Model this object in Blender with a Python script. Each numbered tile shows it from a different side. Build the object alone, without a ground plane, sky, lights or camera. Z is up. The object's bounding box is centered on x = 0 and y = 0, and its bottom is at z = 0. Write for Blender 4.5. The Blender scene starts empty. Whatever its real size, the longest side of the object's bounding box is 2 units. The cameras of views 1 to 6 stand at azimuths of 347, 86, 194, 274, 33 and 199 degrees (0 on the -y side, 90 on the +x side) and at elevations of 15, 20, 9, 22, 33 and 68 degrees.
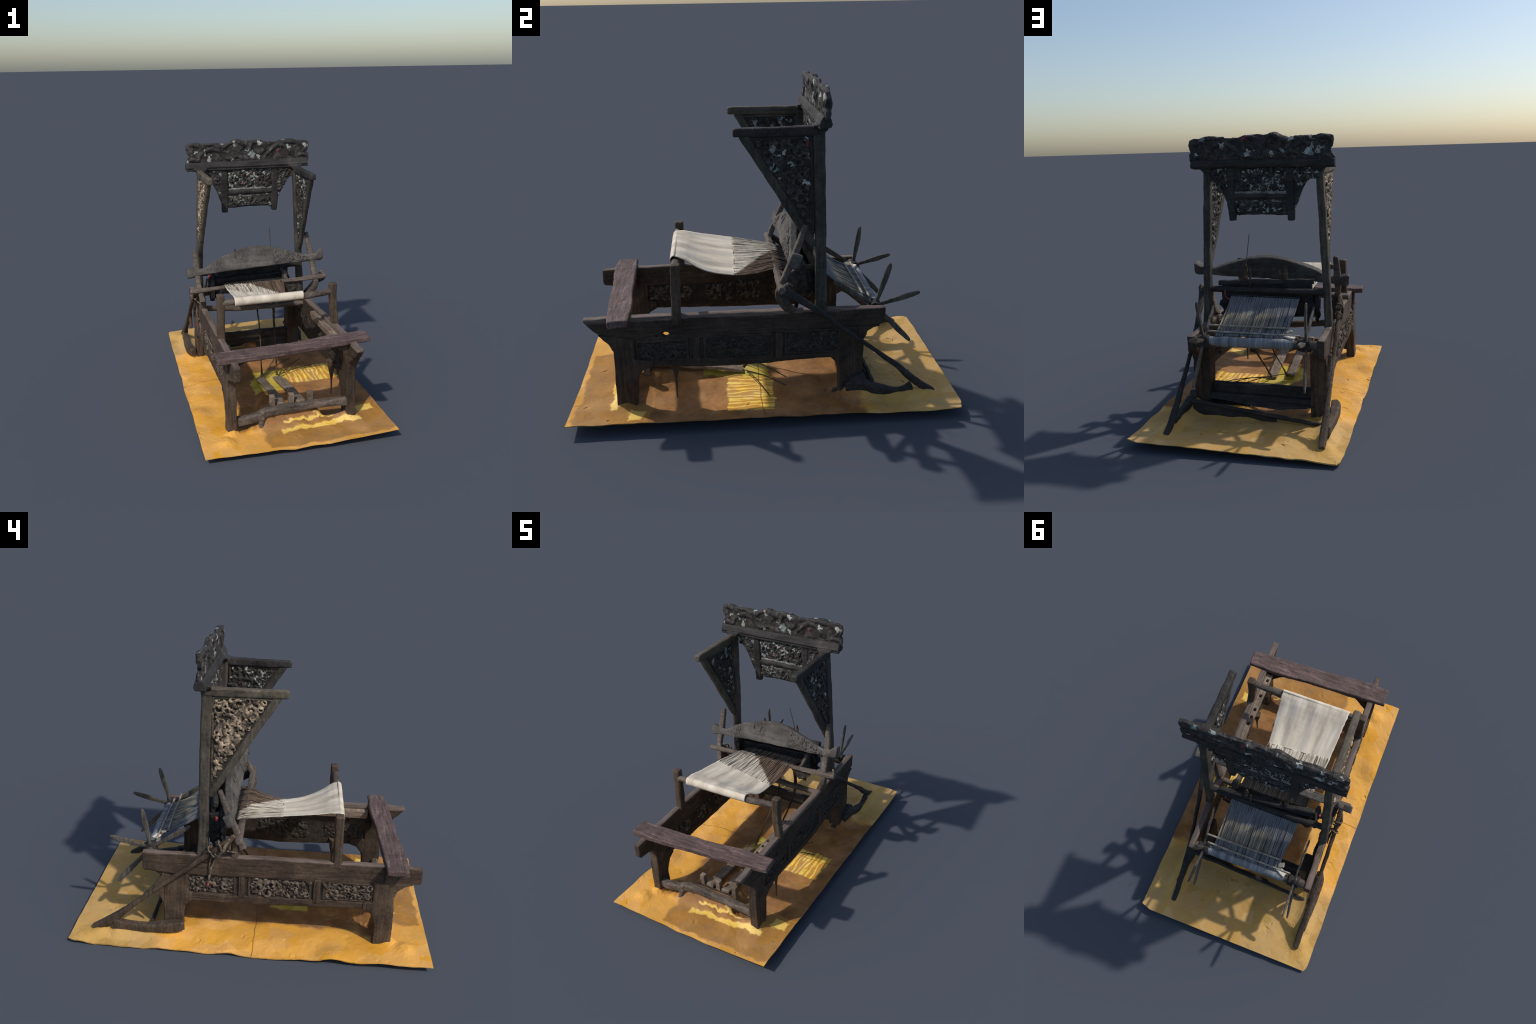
import bpy, bmesh, math, random
from mathutils import Vector, Matrix, noise

# ---------------------------------------------------------------- materials
class NT:
    """small helper for building node trees"""
    def __init__(self, name):
        self.m = bpy.data.materials.new(name); self.m.use_nodes = True
        self.t = self.m.node_tree; self.t.nodes.clear()
        self.out = self.n('ShaderNodeOutputMaterial')
        self.bsdf = self.n('ShaderNodeBsdfPrincipled')
        self.t.links.new(self.bsdf.outputs[0], self.out.inputs[0])
        self.co = self.n('ShaderNodeTexCoord').outputs['Object']
    def n(self, kind): return self.t.nodes.new(kind)
    def set(self, sock, v):
        if isinstance(v, bpy.types.NodeSocket): self.t.links.new(v, sock)
        elif isinstance(v, (tuple, list)) and len(v) == 3 and sock.type == 'RGBA': sock.default_value = (*v, 1)
        else: sock.default_value = v
    def math(self, op, a, b=0.0, c=None, clamp=False):
        x = self.n('ShaderNodeMath'); x.operation = op; x.use_clamp = clamp
        self.set(x.inputs[0], a); self.set(x.inputs[1], b)
        if c is not None: self.set(x.inputs[2], c)
        return x.outputs[0]
    def mapping(self, scale=(1, 1, 1), loc=(0, 0, 0), rot=(0, 0, 0), co=None):
        x = self.n('ShaderNodeMapping'); self.set(x.inputs[0], co or self.co)
        x.inputs['Scale'].default_value = scale; x.inputs['Location'].default_value = loc
        x.inputs['Rotation'].default_value = rot
        return x.outputs[0]
    def noise(self, scale, detail=4, rough=0.55, co=None, dist=0.0):
        x = self.n('ShaderNodeTexNoise'); self.set(x.inputs['Vector'], co or self.co)
        x.inputs['Scale'].default_value = scale; x.inputs['Detail'].default_value = detail
        x.inputs['Roughness'].default_value = rough; x.inputs['Distortion'].default_value = dist
        return x.outputs['Fac']
    def voronoi(self, scale, co=None, feature='F1', out='Color'):
        x = self.n('ShaderNodeTexVoronoi'); x.feature = feature
        self.set(x.inputs['Vector'], co or self.co); x.inputs['Scale'].default_value = scale
        return x.outputs[out]
    def ramp(self, fac, stops, interp='LINEAR'):
        x = self.n('ShaderNodeValToRGB'); self.set(x.inputs[0], fac); e = x.color_ramp
        e.interpolation = interp
        while len(e.elements) < len(stops): e.elements.new(0.5)
        for k, (p, c) in zip(e.elements, stops):
            k.position = p
            k.color = (*c, 1) if isinstance(c, (tuple, list)) else (c, c, c, 1)
        return x.outputs[0]
    def mix(self, fac, a, b, mode='MIX'):
        x = self.n('ShaderNodeMix'); x.data_type = 'RGBA'; x.blend_type = mode
        self.set(x.inputs[0], fac); self.set(x.inputs[6], a); self.set(x.inputs[7], b)
        return x.outputs[2]
    def sep(self, co=None):
        x = self.n('ShaderNodeSeparateXYZ'); self.set(x.inputs[0], co or self.co); return x.outputs
    def smooth(self, v, lo, hi):
        x = self.n('ShaderNodeMapRange'); x.interpolation_type = 'SMOOTHSTEP'
        self.set(x.inputs[0], v); x.inputs[1].default_value = lo; x.inputs[2].default_value = hi
        return x.outputs[0]
    def bump(self, h, strength=0.3, dist=0.004):
        x = self.n('ShaderNodeBump'); self.set(x.inputs['Height'], h)
        x.inputs['Strength'].default_value = strength; x.inputs['Distance'].default_value = dist
        self.t.links.new(x.outputs[0], self.bsdf.inputs['Normal'])
    def done(self, col, rough=0.7, spec=0.3):
        self.set(self.bsdf.inputs['Base Color'], col)
        self.set(self.bsdf.inputs['Roughness'], rough)
        self.bsdf.inputs['Specular IOR Level'].default_value = spec
        return self.m

def wood(name, dark, mid, light, axis, grain=90, streak=0.5, rough=0.75, bump=0.5, worn=False):
    """grain lines run along `axis`; dark/mid/light are the tone range"""
    t = NT(name)
    s = [grain] * 3; s['xyz'.index(axis)] = grain * 0.06
    g = t.noise(1.0, 5, 0.65, t.mapping(tuple(s)), 0.6)
    p = t.noise(7.0, 5, 0.6, None, 0.4)
    f = t.noise(60.0, 3, 0.6)
    v = t.math('ADD', t.math('MULTIPLY', g, streak), t.math('MULTIPLY', p, 1.0 - streak))
    v = t.math('ADD', v, t.math('MULTIPLY', t.math('SUBTRACT', f, 0.5), 0.25))
    col = t.ramp(v, [(0.34, dark), (0.49, mid), (0.58, tuple(m * 1.5 for m in mid)), (0.68, light)])
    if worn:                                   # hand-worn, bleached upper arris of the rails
        z = t.sep()[2]
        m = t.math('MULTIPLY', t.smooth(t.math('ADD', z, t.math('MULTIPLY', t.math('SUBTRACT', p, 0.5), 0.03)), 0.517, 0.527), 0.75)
        col = t.mix(m, col, t.ramp(g, [(0.35, (0.10, 0.075, 0.06)), (0.65, (0.24, 0.18, 0.15))]))
    t.bump(t.math('ADD', g, t.math('MULTIPLY', f, 0.5)), bump, 0.003)
    return t.done(col, rough)

def carved(name, dark, mid, light, sky_fleck=None, fleck_scale=55, fleck_amount=0.72, red=False, tight=0.0):
    """blotchy, darkly oiled carving with optional pale flecks painted for sky showing through the openwork"""
    t = NT(name)
    p = t.noise(32, 5, 0.65, None, 0.8); f = t.noise(120, 3, 0.6)
    v = t.math('ADD', t.math('MULTIPLY', p, 0.8), t.math('MULTIPLY', f, 0.2))
    col = t.ramp(v, [(0.32 + tight, dark), (0.5, mid), (0.70 - tight, light)])
    if sky_fleck:  # baked sky between the carvings, painted on as pale flecks
        dist = t.n('ShaderNodeMix'); dist.data_type = 'RGBA'; dist.blend_type = 'LINEAR_LIGHT'
        dist.inputs[0].default_value = 0.02
        t.set(dist.inputs[6], t.co)
        nz = t.n('ShaderNodeTexNoise'); nz.inputs['Scale'].default_value = 60; t.set(nz.inputs['Vector'], t.co)
        t.set(dist.inputs[7], nz.outputs['Color'])
        vc = t.voronoi(fleck_scale, dist.outputs[2])
        s = t.n('ShaderNodeSeparateColor'); t.set(s.inputs[0], vc)
        zone = t.noise(9, 2, 0.5)
        m = t.math('MULTIPLY', t.smooth(s.outputs[0], fleck_amount, fleck_amount + 0.02), t.smooth(zone, 0.42, 0.50))
        cc = t.ramp(s.outputs[1], [(0.0, (0.22, 0.25, 0.23)), (0.4, sky_fleck), (0.75, (0.34, 0.32, 0.27)), (1.0, (0.16, 0.22, 0.21))])
        col = t.mix(m, col, cc)
        if red:
            rz = t.math('MULTIPLY', t.smooth(s.outputs[2], 0.972, 0.98), t.smooth(t.noise(5, 2), 0.53, 0.58))
            col = t.mix(rz, col, (0.16, 0.04, 0.038))
    t.bump(p, 0.5, 0.004)
    return t.done(col, 0.7)

M = {}
def build_materials():
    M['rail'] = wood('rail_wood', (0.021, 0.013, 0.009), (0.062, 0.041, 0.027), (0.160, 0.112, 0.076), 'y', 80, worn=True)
    M['rail_dark'] = wood('shaded_rail_wood', (0.016, 0.011, 0.008), (0.042, 0.029, 0.021), (0.105, 0.076, 0.056), 'y', 80, worn=True)  # rail wood darkened for the right side, baked shade in the colour
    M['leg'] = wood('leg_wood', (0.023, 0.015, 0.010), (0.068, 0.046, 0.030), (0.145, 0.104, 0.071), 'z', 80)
    M['leg_dark'] = wood('shaded_leg_wood', (0.016, 0.011, 0.008), (0.046, 0.031, 0.021), (0.10, 0.071, 0.050), 'z', 80)  # same leg wood with the right side's shade put into its tones
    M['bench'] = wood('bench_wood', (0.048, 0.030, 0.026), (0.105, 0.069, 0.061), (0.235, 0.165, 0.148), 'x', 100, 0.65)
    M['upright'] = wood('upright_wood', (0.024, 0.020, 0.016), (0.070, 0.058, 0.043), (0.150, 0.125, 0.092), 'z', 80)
    M['upright_dark'] = wood('shaded_upright_wood', (0.018, 0.016, 0.014), (0.048, 0.042, 0.034), (0.105, 0.092, 0.074), 'z', 80)  # darker copy of the upright wood, carrying baked shade
    M['wingbar'] = wood('wing_bar_wood', (0.028, 0.023, 0.017), (0.082, 0.067, 0.048), (0.20, 0.165, 0.118), 'y', 70)
    M['black'] = wood('blackened_wood', (0.010, 0.009, 0.008), (0.028, 0.025, 0.023), (0.075, 0.067, 0.060), 'x', 80)
    M['grey'] = wood('grey_worn_wood', (0.042, 0.036, 0.032), (0.075, 0.067, 0.059), (0.15, 0.136, 0.12), 'x', 40, 0.25)
    M['stick'] = wood('stick_wood', (0.030, 0.026, 0.022), (0.082, 0.071, 0.058), (0.17, 0.148, 0.122), 'z', 70)
    M['bar'] = wood('crossbar_wood', (0.032, 0.024, 0.019), (0.100, 0.078, 0.062), (0.22, 0.178, 0.146), 'x', 80)
    M['treadle'] = wood('treadle_wood', (0.065, 0.049, 0.036), (0.175, 0.132, 0.098), (0.38, 0.30, 0.225), 'y', 90)
    M['rod'] = wood('pale_rod_wood', (0.16, 0.14, 0.11), (0.28, 0.25, 0.20), (0.5, 0.42, 0.31), 'y', 40)
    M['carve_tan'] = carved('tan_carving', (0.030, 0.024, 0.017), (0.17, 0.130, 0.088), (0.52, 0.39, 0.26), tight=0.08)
    M['carve_brown'] = carved('brown_carving', (0.020, 0.014, 0.010), (0.078, 0.058, 0.041), (0.24, 0.185, 0.138), tight=0.07)
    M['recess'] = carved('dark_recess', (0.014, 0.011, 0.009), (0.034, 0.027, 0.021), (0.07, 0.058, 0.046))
    M['crest'] = carved('crest_carving', (0.010, 0.009, 0.008), (0.033, 0.029, 0.026), (0.115, 0.10, 0.088), (0.42, 0.44, 0.40), 34, 0.915, True)
    M['openwork'] = carved('openwork_carving', (0.010, 0.009, 0.008), (0.032, 0.029, 0.026), (0.11, 0.10, 0.085), (0.38, 0.39, 0.35), 72, 0.80, True)
    M['wing_in'] = carved('wing_panel_carving', (0.012, 0.011, 0.010), (0.036, 0.032, 0.027), (0.10, 0.09, 0.072), (0.34, 0.36, 0.33), 60, 0.87, True)
    M['pale'] = carved('pale_paint_strip', (0.06, 0.05, 0.045), (0.19, 0.185, 0.165), (0.42, 0.40, 0.35))
    M['heddle'] = carved('dark_heddle_cloth', (0.006, 0.006, 0.007), (0.014, 0.014, 0.016), (0.040, 0.039, 0.039))
    M['rag'] = carved('soiled_rag', (0.020, 0.016, 0.013), (0.060, 0.049, 0.040), (0.15, 0.125, 0.105))
    # twisted hemp cord
    t = NT('hemp_cord'); M['cord'] = t.done(t.ramp(t.noise(70, 3), [(0.35, (0.05, 0.04, 0.03)), (0.65, (0.22, 0.17, 0.12))]), 0.9)
    t = NT('dark_cord'); M['darkcord'] = t.done(t.ramp(t.noise(50, 3), [(0.35, (0.03, 0.022, 0.016)), (0.65, (0.11, 0.075, 0.045))]), 0.9)
    t = NT('red_thread'); M['red'] = t.done((0.35, 0.06, 0.06), 0.9)
    # unbleached cotton
    t = NT('cotton_cloth')
    big = t.noise(9, 4, 0.6, t.mapping((1.6, 0.5, 1)))
    weave = t.math('MULTIPLY', t.noise(1, 2, 0.5, t.mapping((420, 30, 30))), t.noise(1, 2, 0.5, t.mapping((30, 420, 30))))
    c = t.ramp(big, [(0.32, (0.52, 0.445, 0.34)), (0.5, (0.67, 0.585, 0.46)), (0.70, (0.79, 0.705, 0.57))])
    t.bump(weave, 0.3, 0.002); M['cloth'] = t.done(c, 0.9, 0.15)
    # warp in front of the reed: cream with dark gaps, brown where a baked shadow is painted on
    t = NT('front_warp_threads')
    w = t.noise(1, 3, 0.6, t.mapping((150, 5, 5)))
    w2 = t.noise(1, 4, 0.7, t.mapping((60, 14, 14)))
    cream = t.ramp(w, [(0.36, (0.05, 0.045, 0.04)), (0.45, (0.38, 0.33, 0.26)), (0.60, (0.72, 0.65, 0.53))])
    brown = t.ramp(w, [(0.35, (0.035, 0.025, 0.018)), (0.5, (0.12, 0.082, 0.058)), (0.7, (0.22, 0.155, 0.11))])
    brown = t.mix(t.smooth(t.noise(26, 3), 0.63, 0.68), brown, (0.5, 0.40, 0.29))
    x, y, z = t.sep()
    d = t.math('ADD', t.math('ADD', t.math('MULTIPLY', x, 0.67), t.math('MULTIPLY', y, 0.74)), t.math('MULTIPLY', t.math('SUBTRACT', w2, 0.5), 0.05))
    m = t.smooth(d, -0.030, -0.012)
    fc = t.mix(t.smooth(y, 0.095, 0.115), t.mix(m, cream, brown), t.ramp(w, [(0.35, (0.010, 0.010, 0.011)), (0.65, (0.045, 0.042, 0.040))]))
    t.bump(w, 0.5, 0.003); M['warp'] = t.done(fc, 0.9, 0.15)
    # warp behind the heddles: grey-blue, baked sunlight painted as a straw-coloured band
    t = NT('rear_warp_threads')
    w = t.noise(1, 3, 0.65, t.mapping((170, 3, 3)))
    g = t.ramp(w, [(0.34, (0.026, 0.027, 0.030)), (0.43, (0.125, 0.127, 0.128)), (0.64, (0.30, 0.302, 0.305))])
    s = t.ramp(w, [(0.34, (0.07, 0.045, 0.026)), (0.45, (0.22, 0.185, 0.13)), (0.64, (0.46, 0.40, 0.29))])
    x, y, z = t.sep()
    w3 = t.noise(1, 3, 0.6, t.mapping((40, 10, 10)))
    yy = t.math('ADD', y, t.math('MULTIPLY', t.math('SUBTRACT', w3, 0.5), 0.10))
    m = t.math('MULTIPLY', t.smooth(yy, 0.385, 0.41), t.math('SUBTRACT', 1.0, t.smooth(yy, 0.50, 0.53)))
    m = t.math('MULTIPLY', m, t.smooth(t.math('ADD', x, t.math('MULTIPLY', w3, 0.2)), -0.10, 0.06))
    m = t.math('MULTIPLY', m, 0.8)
    t.bump(w, 0.5, 0.003); M['rearwarp'] = t.done(t.mix(m, g, s), 0.9, 0.15)
    # wound yarn
    t = NT('wound_yarn')
    w = t.noise(1, 3, 0.6, t.mapping((240, 6, 6))); b = t.noise(1, 2, 0.5, t.mapping((26, 4, 4)))
    v = t.math('ADD', t.math('MULTIPLY', w, 0.5), t.math('MULTIPLY', b, 0.5))
    t.bump(w, 0.6, 0.004)
    M['yarn'] = t.done(t.ramp(v, [(0.34, (0.115, 0.120, 0.126)), (0.5, (0.195, 0.204, 0.213)), (0.66, (0.38, 0.395, 0.405))]), 0.9, 0.15)
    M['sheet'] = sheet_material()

def sheet_material():
    t = NT('floor_sheet_painted_shade')
    x0, y0, z0 = t.sep()
    wob = t.noise(9, 4, 0.6); wob2 = t.noise(10, 4, 0.6, t.mapping(loc=(5, 3, 1)))
    x = t.math('ADD', x0, t.math('MULTIPLY', t.math('SUBTRACT', wob, 0.5), 0.10))
    y = t.math('ADD', y0, t.math('MULTIPLY', t.math('SUBTRACT', wob2, 0.5), 0.10))
    def box(xa, xb, ya, yb, s=0.012, X=None, Y=None):
        X = X or x; Y = Y or y
        a = t.math('MULTIPLY', t.smooth(X, xa - s, xa + s), t.math('SUBTRACT', 1.0, t.smooth(X, xb - s, xb + s)))
        b = t.math('MULTIPLY', t.smooth(Y, ya - s, ya + s), t.math('SUBTRACT', 1.0, t.smooth(Y, yb - s, yb + s)))
        return t.math('MULTIPLY', a, b)
    cells = t.n('ShaderNodeSeparateColor'); t.set(cells.inputs[0], t.voronoi(10))
    cell = cells.outputs[0]
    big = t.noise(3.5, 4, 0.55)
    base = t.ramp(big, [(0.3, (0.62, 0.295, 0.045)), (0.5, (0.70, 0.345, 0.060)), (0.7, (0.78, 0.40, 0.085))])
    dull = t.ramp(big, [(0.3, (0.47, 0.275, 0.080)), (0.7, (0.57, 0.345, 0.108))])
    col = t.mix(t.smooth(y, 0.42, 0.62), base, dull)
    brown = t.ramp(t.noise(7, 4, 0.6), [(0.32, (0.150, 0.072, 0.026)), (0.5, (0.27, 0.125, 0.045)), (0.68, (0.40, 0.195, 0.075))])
    # baked shadow below the loom, painted brown into the sheet
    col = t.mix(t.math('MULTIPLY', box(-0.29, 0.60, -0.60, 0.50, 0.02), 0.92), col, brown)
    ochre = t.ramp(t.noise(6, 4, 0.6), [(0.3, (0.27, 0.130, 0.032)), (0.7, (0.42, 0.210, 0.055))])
    col = t.mix(t.math('MULTIPLY', box(-0.20, 0.60, -0.975, -0.60, 0.012), 0.95), col, ochre)  # front part of the baked shadow, painted ochre
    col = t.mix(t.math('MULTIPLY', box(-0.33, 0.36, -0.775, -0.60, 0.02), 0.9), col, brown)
    # bright strips of baked light, painted before and below the foot rail
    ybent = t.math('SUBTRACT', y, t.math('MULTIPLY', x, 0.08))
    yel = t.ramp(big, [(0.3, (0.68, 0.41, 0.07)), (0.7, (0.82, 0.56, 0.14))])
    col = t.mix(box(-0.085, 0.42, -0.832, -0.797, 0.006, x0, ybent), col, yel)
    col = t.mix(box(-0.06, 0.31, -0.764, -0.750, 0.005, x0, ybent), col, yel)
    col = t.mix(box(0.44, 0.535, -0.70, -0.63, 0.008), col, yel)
    # yellow-green patches around the treadles
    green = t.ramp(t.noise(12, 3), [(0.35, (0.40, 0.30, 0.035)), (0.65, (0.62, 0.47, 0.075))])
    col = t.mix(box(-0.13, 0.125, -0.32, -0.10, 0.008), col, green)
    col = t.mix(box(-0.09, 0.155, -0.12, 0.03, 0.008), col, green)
    # streaky patch, with sunlight painted into its colour
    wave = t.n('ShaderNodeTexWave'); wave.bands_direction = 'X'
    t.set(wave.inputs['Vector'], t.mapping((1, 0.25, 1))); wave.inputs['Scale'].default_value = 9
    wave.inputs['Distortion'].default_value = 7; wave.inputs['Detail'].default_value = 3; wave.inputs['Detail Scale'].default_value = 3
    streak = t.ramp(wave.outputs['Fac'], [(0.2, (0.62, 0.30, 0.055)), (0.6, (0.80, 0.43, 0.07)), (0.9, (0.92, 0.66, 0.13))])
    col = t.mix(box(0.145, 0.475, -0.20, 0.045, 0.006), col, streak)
    # thin seam across the sheet
    ys = t.math('ADD', y0, t.math('MULTIPLY', t.math('SUBTRACT', wob, 0.5), 0.03))
    seam = t.math('MULTIPLY', t.smooth(ys, -0.026, -0.023), t.math('SUBTRACT', 1.0, t.smooth(ys, -0.021, -0.018)))
    col = t.mix(t.math('MULTIPLY', seam, 0.75), col, (0.12, 0.06, 0.025))
    # facets of slightly different tone
    hs = t.n('ShaderNodeHueSaturation'); t.set(hs.inputs['Color'], col)
    t.set(hs.inputs['Value'], t.math('ADD', 0.92, t.math('MULTIPLY', cell, 0.16)))
    t.set(hs.inputs['Saturation'], t.math('ADD', 0.94, t.math('MULTIPLY', cells.outputs[1], 0.10)))
    return t.done(hs.outputs[0], 0.75, 0.25)

# ---------------------------------------------------------------- geometry
ROOT = None
def smoothpath(pts, per=6):
    """Catmull-Rom through control points; each item is any-length tuple of numbers"""
    P = [Vector(p) for p in pts]
    if len(P) == 2: return [P[0].lerp(P[1], i / per) for i in range(per + 1)]
    out = []
    for i in range(len(P) - 1):
        a, b, c, d = P[max(i - 1, 0)], P[i], P[i + 1], P[min(i + 2, len(P) - 1)]
        for k in range(per):
            s = k / per
            out.append(0.5 * ((2 * b) + (c - a) * s + (2 * a - 5 * b + 4 * c - d) * s * s + (3 * b - a - 3 * c + d) * s ** 3))
    out.append(P[-1]); return out

def loft(bm, rings):
    vs = [[bm.verts.new(p) for p in r] for r in rings]
    n = len(vs[0])
    for a, b in zip(vs, vs[1:]):
        for i in range(n):
            bm.faces.new((a[i], a[(i + 1) % n], b[(i + 1) % n], b[i]))
    bm.faces.new(list(reversed(vs[0]))); bm.faces.new(vs[-1])

def beam(bm, pts, w, h, up=(0, 0, 1), per=6, corner=0.28, smooth=True):
    """lofted bar. w: size across, h: size along `up`; both single or per point"""
    k = len(pts)
    W = w if isinstance(w, (list, tuple)) else [w] * k
    H = h if isinstance(h, (list, tuple)) else [h] * k
    path = smoothpath([(*p,) for p in pts], per)
    sizes = smoothpath([(a, b, 0) for a, b in zip(W, H)], per)
    up = Vector(up); rings = []
    for i, p in enumerate(path):
        d = (path[min(i + 1, len(path) - 1)] - path[max(i - 1, 0)]).normalized()
        side = d.cross(up).normalized(); u = side.cross(d)
        a, b = sizes[i].x / 2, sizes[i].y / 2
        c = corner * min(a, b)
        ring = [(a - c, -b), (a, -b + c), (a, b - c), (a - c, b), (-a + c, b), (-a, b - c), (-a, -b + c), (-a + c, -b)]
        rings.append([p + side * x + u * y for x, y in ring])
    loft(bm, rings)

def tube(bm, pts, r, sides=8, per=6):
    k = len(pts); R = r if isinstance(r, (list, tuple)) else [r] * k
    path = smoothpath(pts, per); rad = smoothpath([(a, 0, 0) for a in R], per)
    ref = Vector((0.31, 0.17, 0.93)); rings = []
    for i, p in enumerate(path):
        d = (path[min(i + 1, len(path) - 1)] - path[max(i - 1, 0)]).normalized()
        s = d.cross(ref).normalized(); u = s.cross(d)
        q = max(rad[i].x, 0.0004)
        rings.append([p + s * q * math.cos(2 * math.pi * j / sides) + u * q * math.sin(2 * math.pi * j / sides) for j in range(sides)])
    loft(bm, rings)

def box(bm, a, b):
    a, b = Vector(a), Vector(b); c = (a + b) / 2; s = b - a
    bmesh.ops.create_cube(bm, size=1, matrix=Matrix.Translation(c) @ Matrix.Diagonal((abs(s.x), abs(s.y), abs(s.z), 1)))

def blob(bm, c, r, rot=0.0, axis='X'):
    r = r if isinstance(r, (tuple, list)) else (r, r, r)
    bmesh.ops.create_icosphere(bm, subdivisions=2, radius=1, matrix=Matrix.Translation(c) @ Matrix.Rotation(rot, 4, axis) @ Matrix.Diagonal((*r, 1)))

def slab(bm, profile, place, t0, t1):
    """extrude a 2-D outline; place(u, v, t) -> point, t runs through the thickness"""
    lo = [bm.verts.new(place(u, v, t0)) for u, v in profile]
    hi = [bm.verts.new(place(u, v, t1)) for u, v in profile]
    n = len(profile)
    for i in range(n): bm.faces.new((lo[i], lo[(i + 1) % n], hi[(i + 1) % n], hi[i]))
    f1 = bm.faces.new(list(reversed(lo))); f2 = bm.faces.new(hi)
    bmesh.ops.triangulate(bm, faces=[f1, f2])

def spiral(bm, c, U, V, N, R, a0, turns, r, rise):
    """tapering scroll of a carving"""
    pts, rad = [], []; n = 9
    for i in range(n):
        s = i / (n - 1); a = a0 + turns * 2 * math.pi * s; q = R * (1 - 0.72 * s)
        pts.append(c + U * (q * math.cos(a)) + V * (q * math.sin(a)) + N * rise * (0.4 + 0.6 * s)); rad.append(r * (0.7 + 0.5 * s))
    tube(bm, pts, rad, 6, 2)

def leaf(bm, c, U, V, N, L, a0, bend, r):
    pts, rad = [], []; n = 6
    p = c.copy(); a = a0
    for i in range(n):
        s = i / (n - 1); pts.append(p + N * (r * 0.5)); rad.append(r * (0.25 + 1.0 * math.sin(math.pi * min(1, 0.12 + s * 0.9)) ** 0.8))
        p = p + (U * math.cos(a) + V * math.sin(a)) * (L / n); a += bend / n
    tube(bm, pts, rad, 6, 2)

def to_obj(bm, name, mat, parent=None, smooth=True):
    bmesh.ops.recalc_face_normals(bm, faces=bm.faces[:])
    me = bpy.data.meshes.new(name); bm.to_mesh(me); bm.free()
    o = bpy.data.objects.new(name, me); bpy.context.scene.collection.objects.link(o)
    me.materials.append(M[mat]); o.parent = parent or ROOT
    me.polygons.foreach_set('use_smooth', [smooth] * len(me.polygons))
    return o

def roughen(me, amp, freq, seed=0.0, fine=0.35):
    off = Vector((seed * 3.7, seed * 1.3, seed * 2.1))
    co = [0.0] * (len(me.vertices) * 3); me.vertices.foreach_get('co', co)
    nz = noise.noise_vector
    for i in range(0, len(co), 3):
        p = Vector(co[i:i + 3])
        d = nz(p * freq + off) * amp
        if fine: d += nz(p * freq * 3.1 + off) * (amp * fine)
        co[i] += d.x; co[i + 1] += d.y; co[i + 2] += d.z
    me.vertices.foreach_set('co', co); me.update()

def solid(bm, name, mat, parent=None, voxel=0.005, relax=4, amp=0.0022, freq=16, seed=1.0, fine=0.35):
    """fuse the raw pieces of one part, soften the arrises and make them uneven, as the melted scan surface is"""
    o = to_obj(bm, name, mat, parent)
    r = o.modifiers.new('r', 'REMESH'); r.mode = 'VOXEL'; r.voxel_size = voxel
    if relax:
        s = o.modifiers.new('s', 'SMOOTH'); s.factor = 0.5; s.iterations = relax
    dg = bpy.context.evaluated_depsgraph_get()
    me = bpy.data.meshes.new_from_object(o.evaluated_get(dg)); me.name = name
    o.modifiers.clear(); old = o.data; o.data = me; bpy.data.meshes.remove(old)
    if not me.materials: me.materials.append(M[mat])
    if amp: roughen(me, amp, freq, seed, fine)
    me.polygons.foreach_set('use_smooth', [True] * len(me.polygons))
    return o

def carving(bm, rng, inside, place, u0, u1, v0, v1, size, count, depth):
    """fill a field with scrolls, leaves and beads. place(u,v)->(point,U,V,N)"""
    pts = []; tries = 0
    while len(pts) < count and tries < count * 40:
        tries += 1
        u, v = rng.uniform(u0, u1), rng.uniform(v0, v1); s = size * rng.choice((0.6, 0.8, 1.0, 1.25, 1.6))
        if not inside(u, v, s * 0.55): continue
        if any((u - a) ** 2 + (v - b) ** 2 < (0.50 * (s + q)) ** 2 for a, b, q in pts): continue
        pts.append((u, v, s))
    for u, v, s in pts:
        c, U, V, N = place(u, v); kind = rng.random()
        if kind < 0.30: spiral(bm, c, U, V, N, s, rng.uniform(0, 6.28), rng.choice((-1, 1)) * rng.uniform(0.8, 1.4), s * 0.29, depth)
        elif kind < 0.84:
            a = rng.uniform(0, 6.28)
            for k in range(rng.choice((2, 3))):
                leaf(bm, c - (U * math.cos(a) + V * math.sin(a)) * s * 0.6, U, V, N, s * 1.9, a + (k - 1) * 0.7, rng.uniform(-1.6, 1.6), s * 0.30)
        else: blob(bm, c + N * depth * 0.3, (s * 0.5, s * 0.5, s * 0.5))

def bore(o, c, r):
    """peg hole through a side piece, along x"""
    bm = bmesh.new(); bmesh.ops.create_cone(bm, cap_ends=True, segments=7, radius1=r, radius2=r, depth=0.3, matrix=Matrix.Translation(c) @ Matrix.Rotation(math.pi / 2, 4, 'Y'))
    me = bpy.data.meshes.new('bore'); bm.to_mesh(me); bm.free(); k = bpy.data.objects.new('bore', me); bpy.context.scene.collection.objects.link(k)
    m = o.modifiers.new('b', 'BOOLEAN'); m.object = k; m.operation = 'DIFFERENCE'; m.solver = 'EXACT'
    dg = bpy.context.evaluated_depsgraph_get(); n = bpy.data.meshes.new_from_object(o.evaluated_get(dg)); n.name = o.data.name
    o.modifiers.clear(); o.data = n; bpy.data.objects.remove(k)

def empty_bm(): return bmesh.new()

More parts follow.
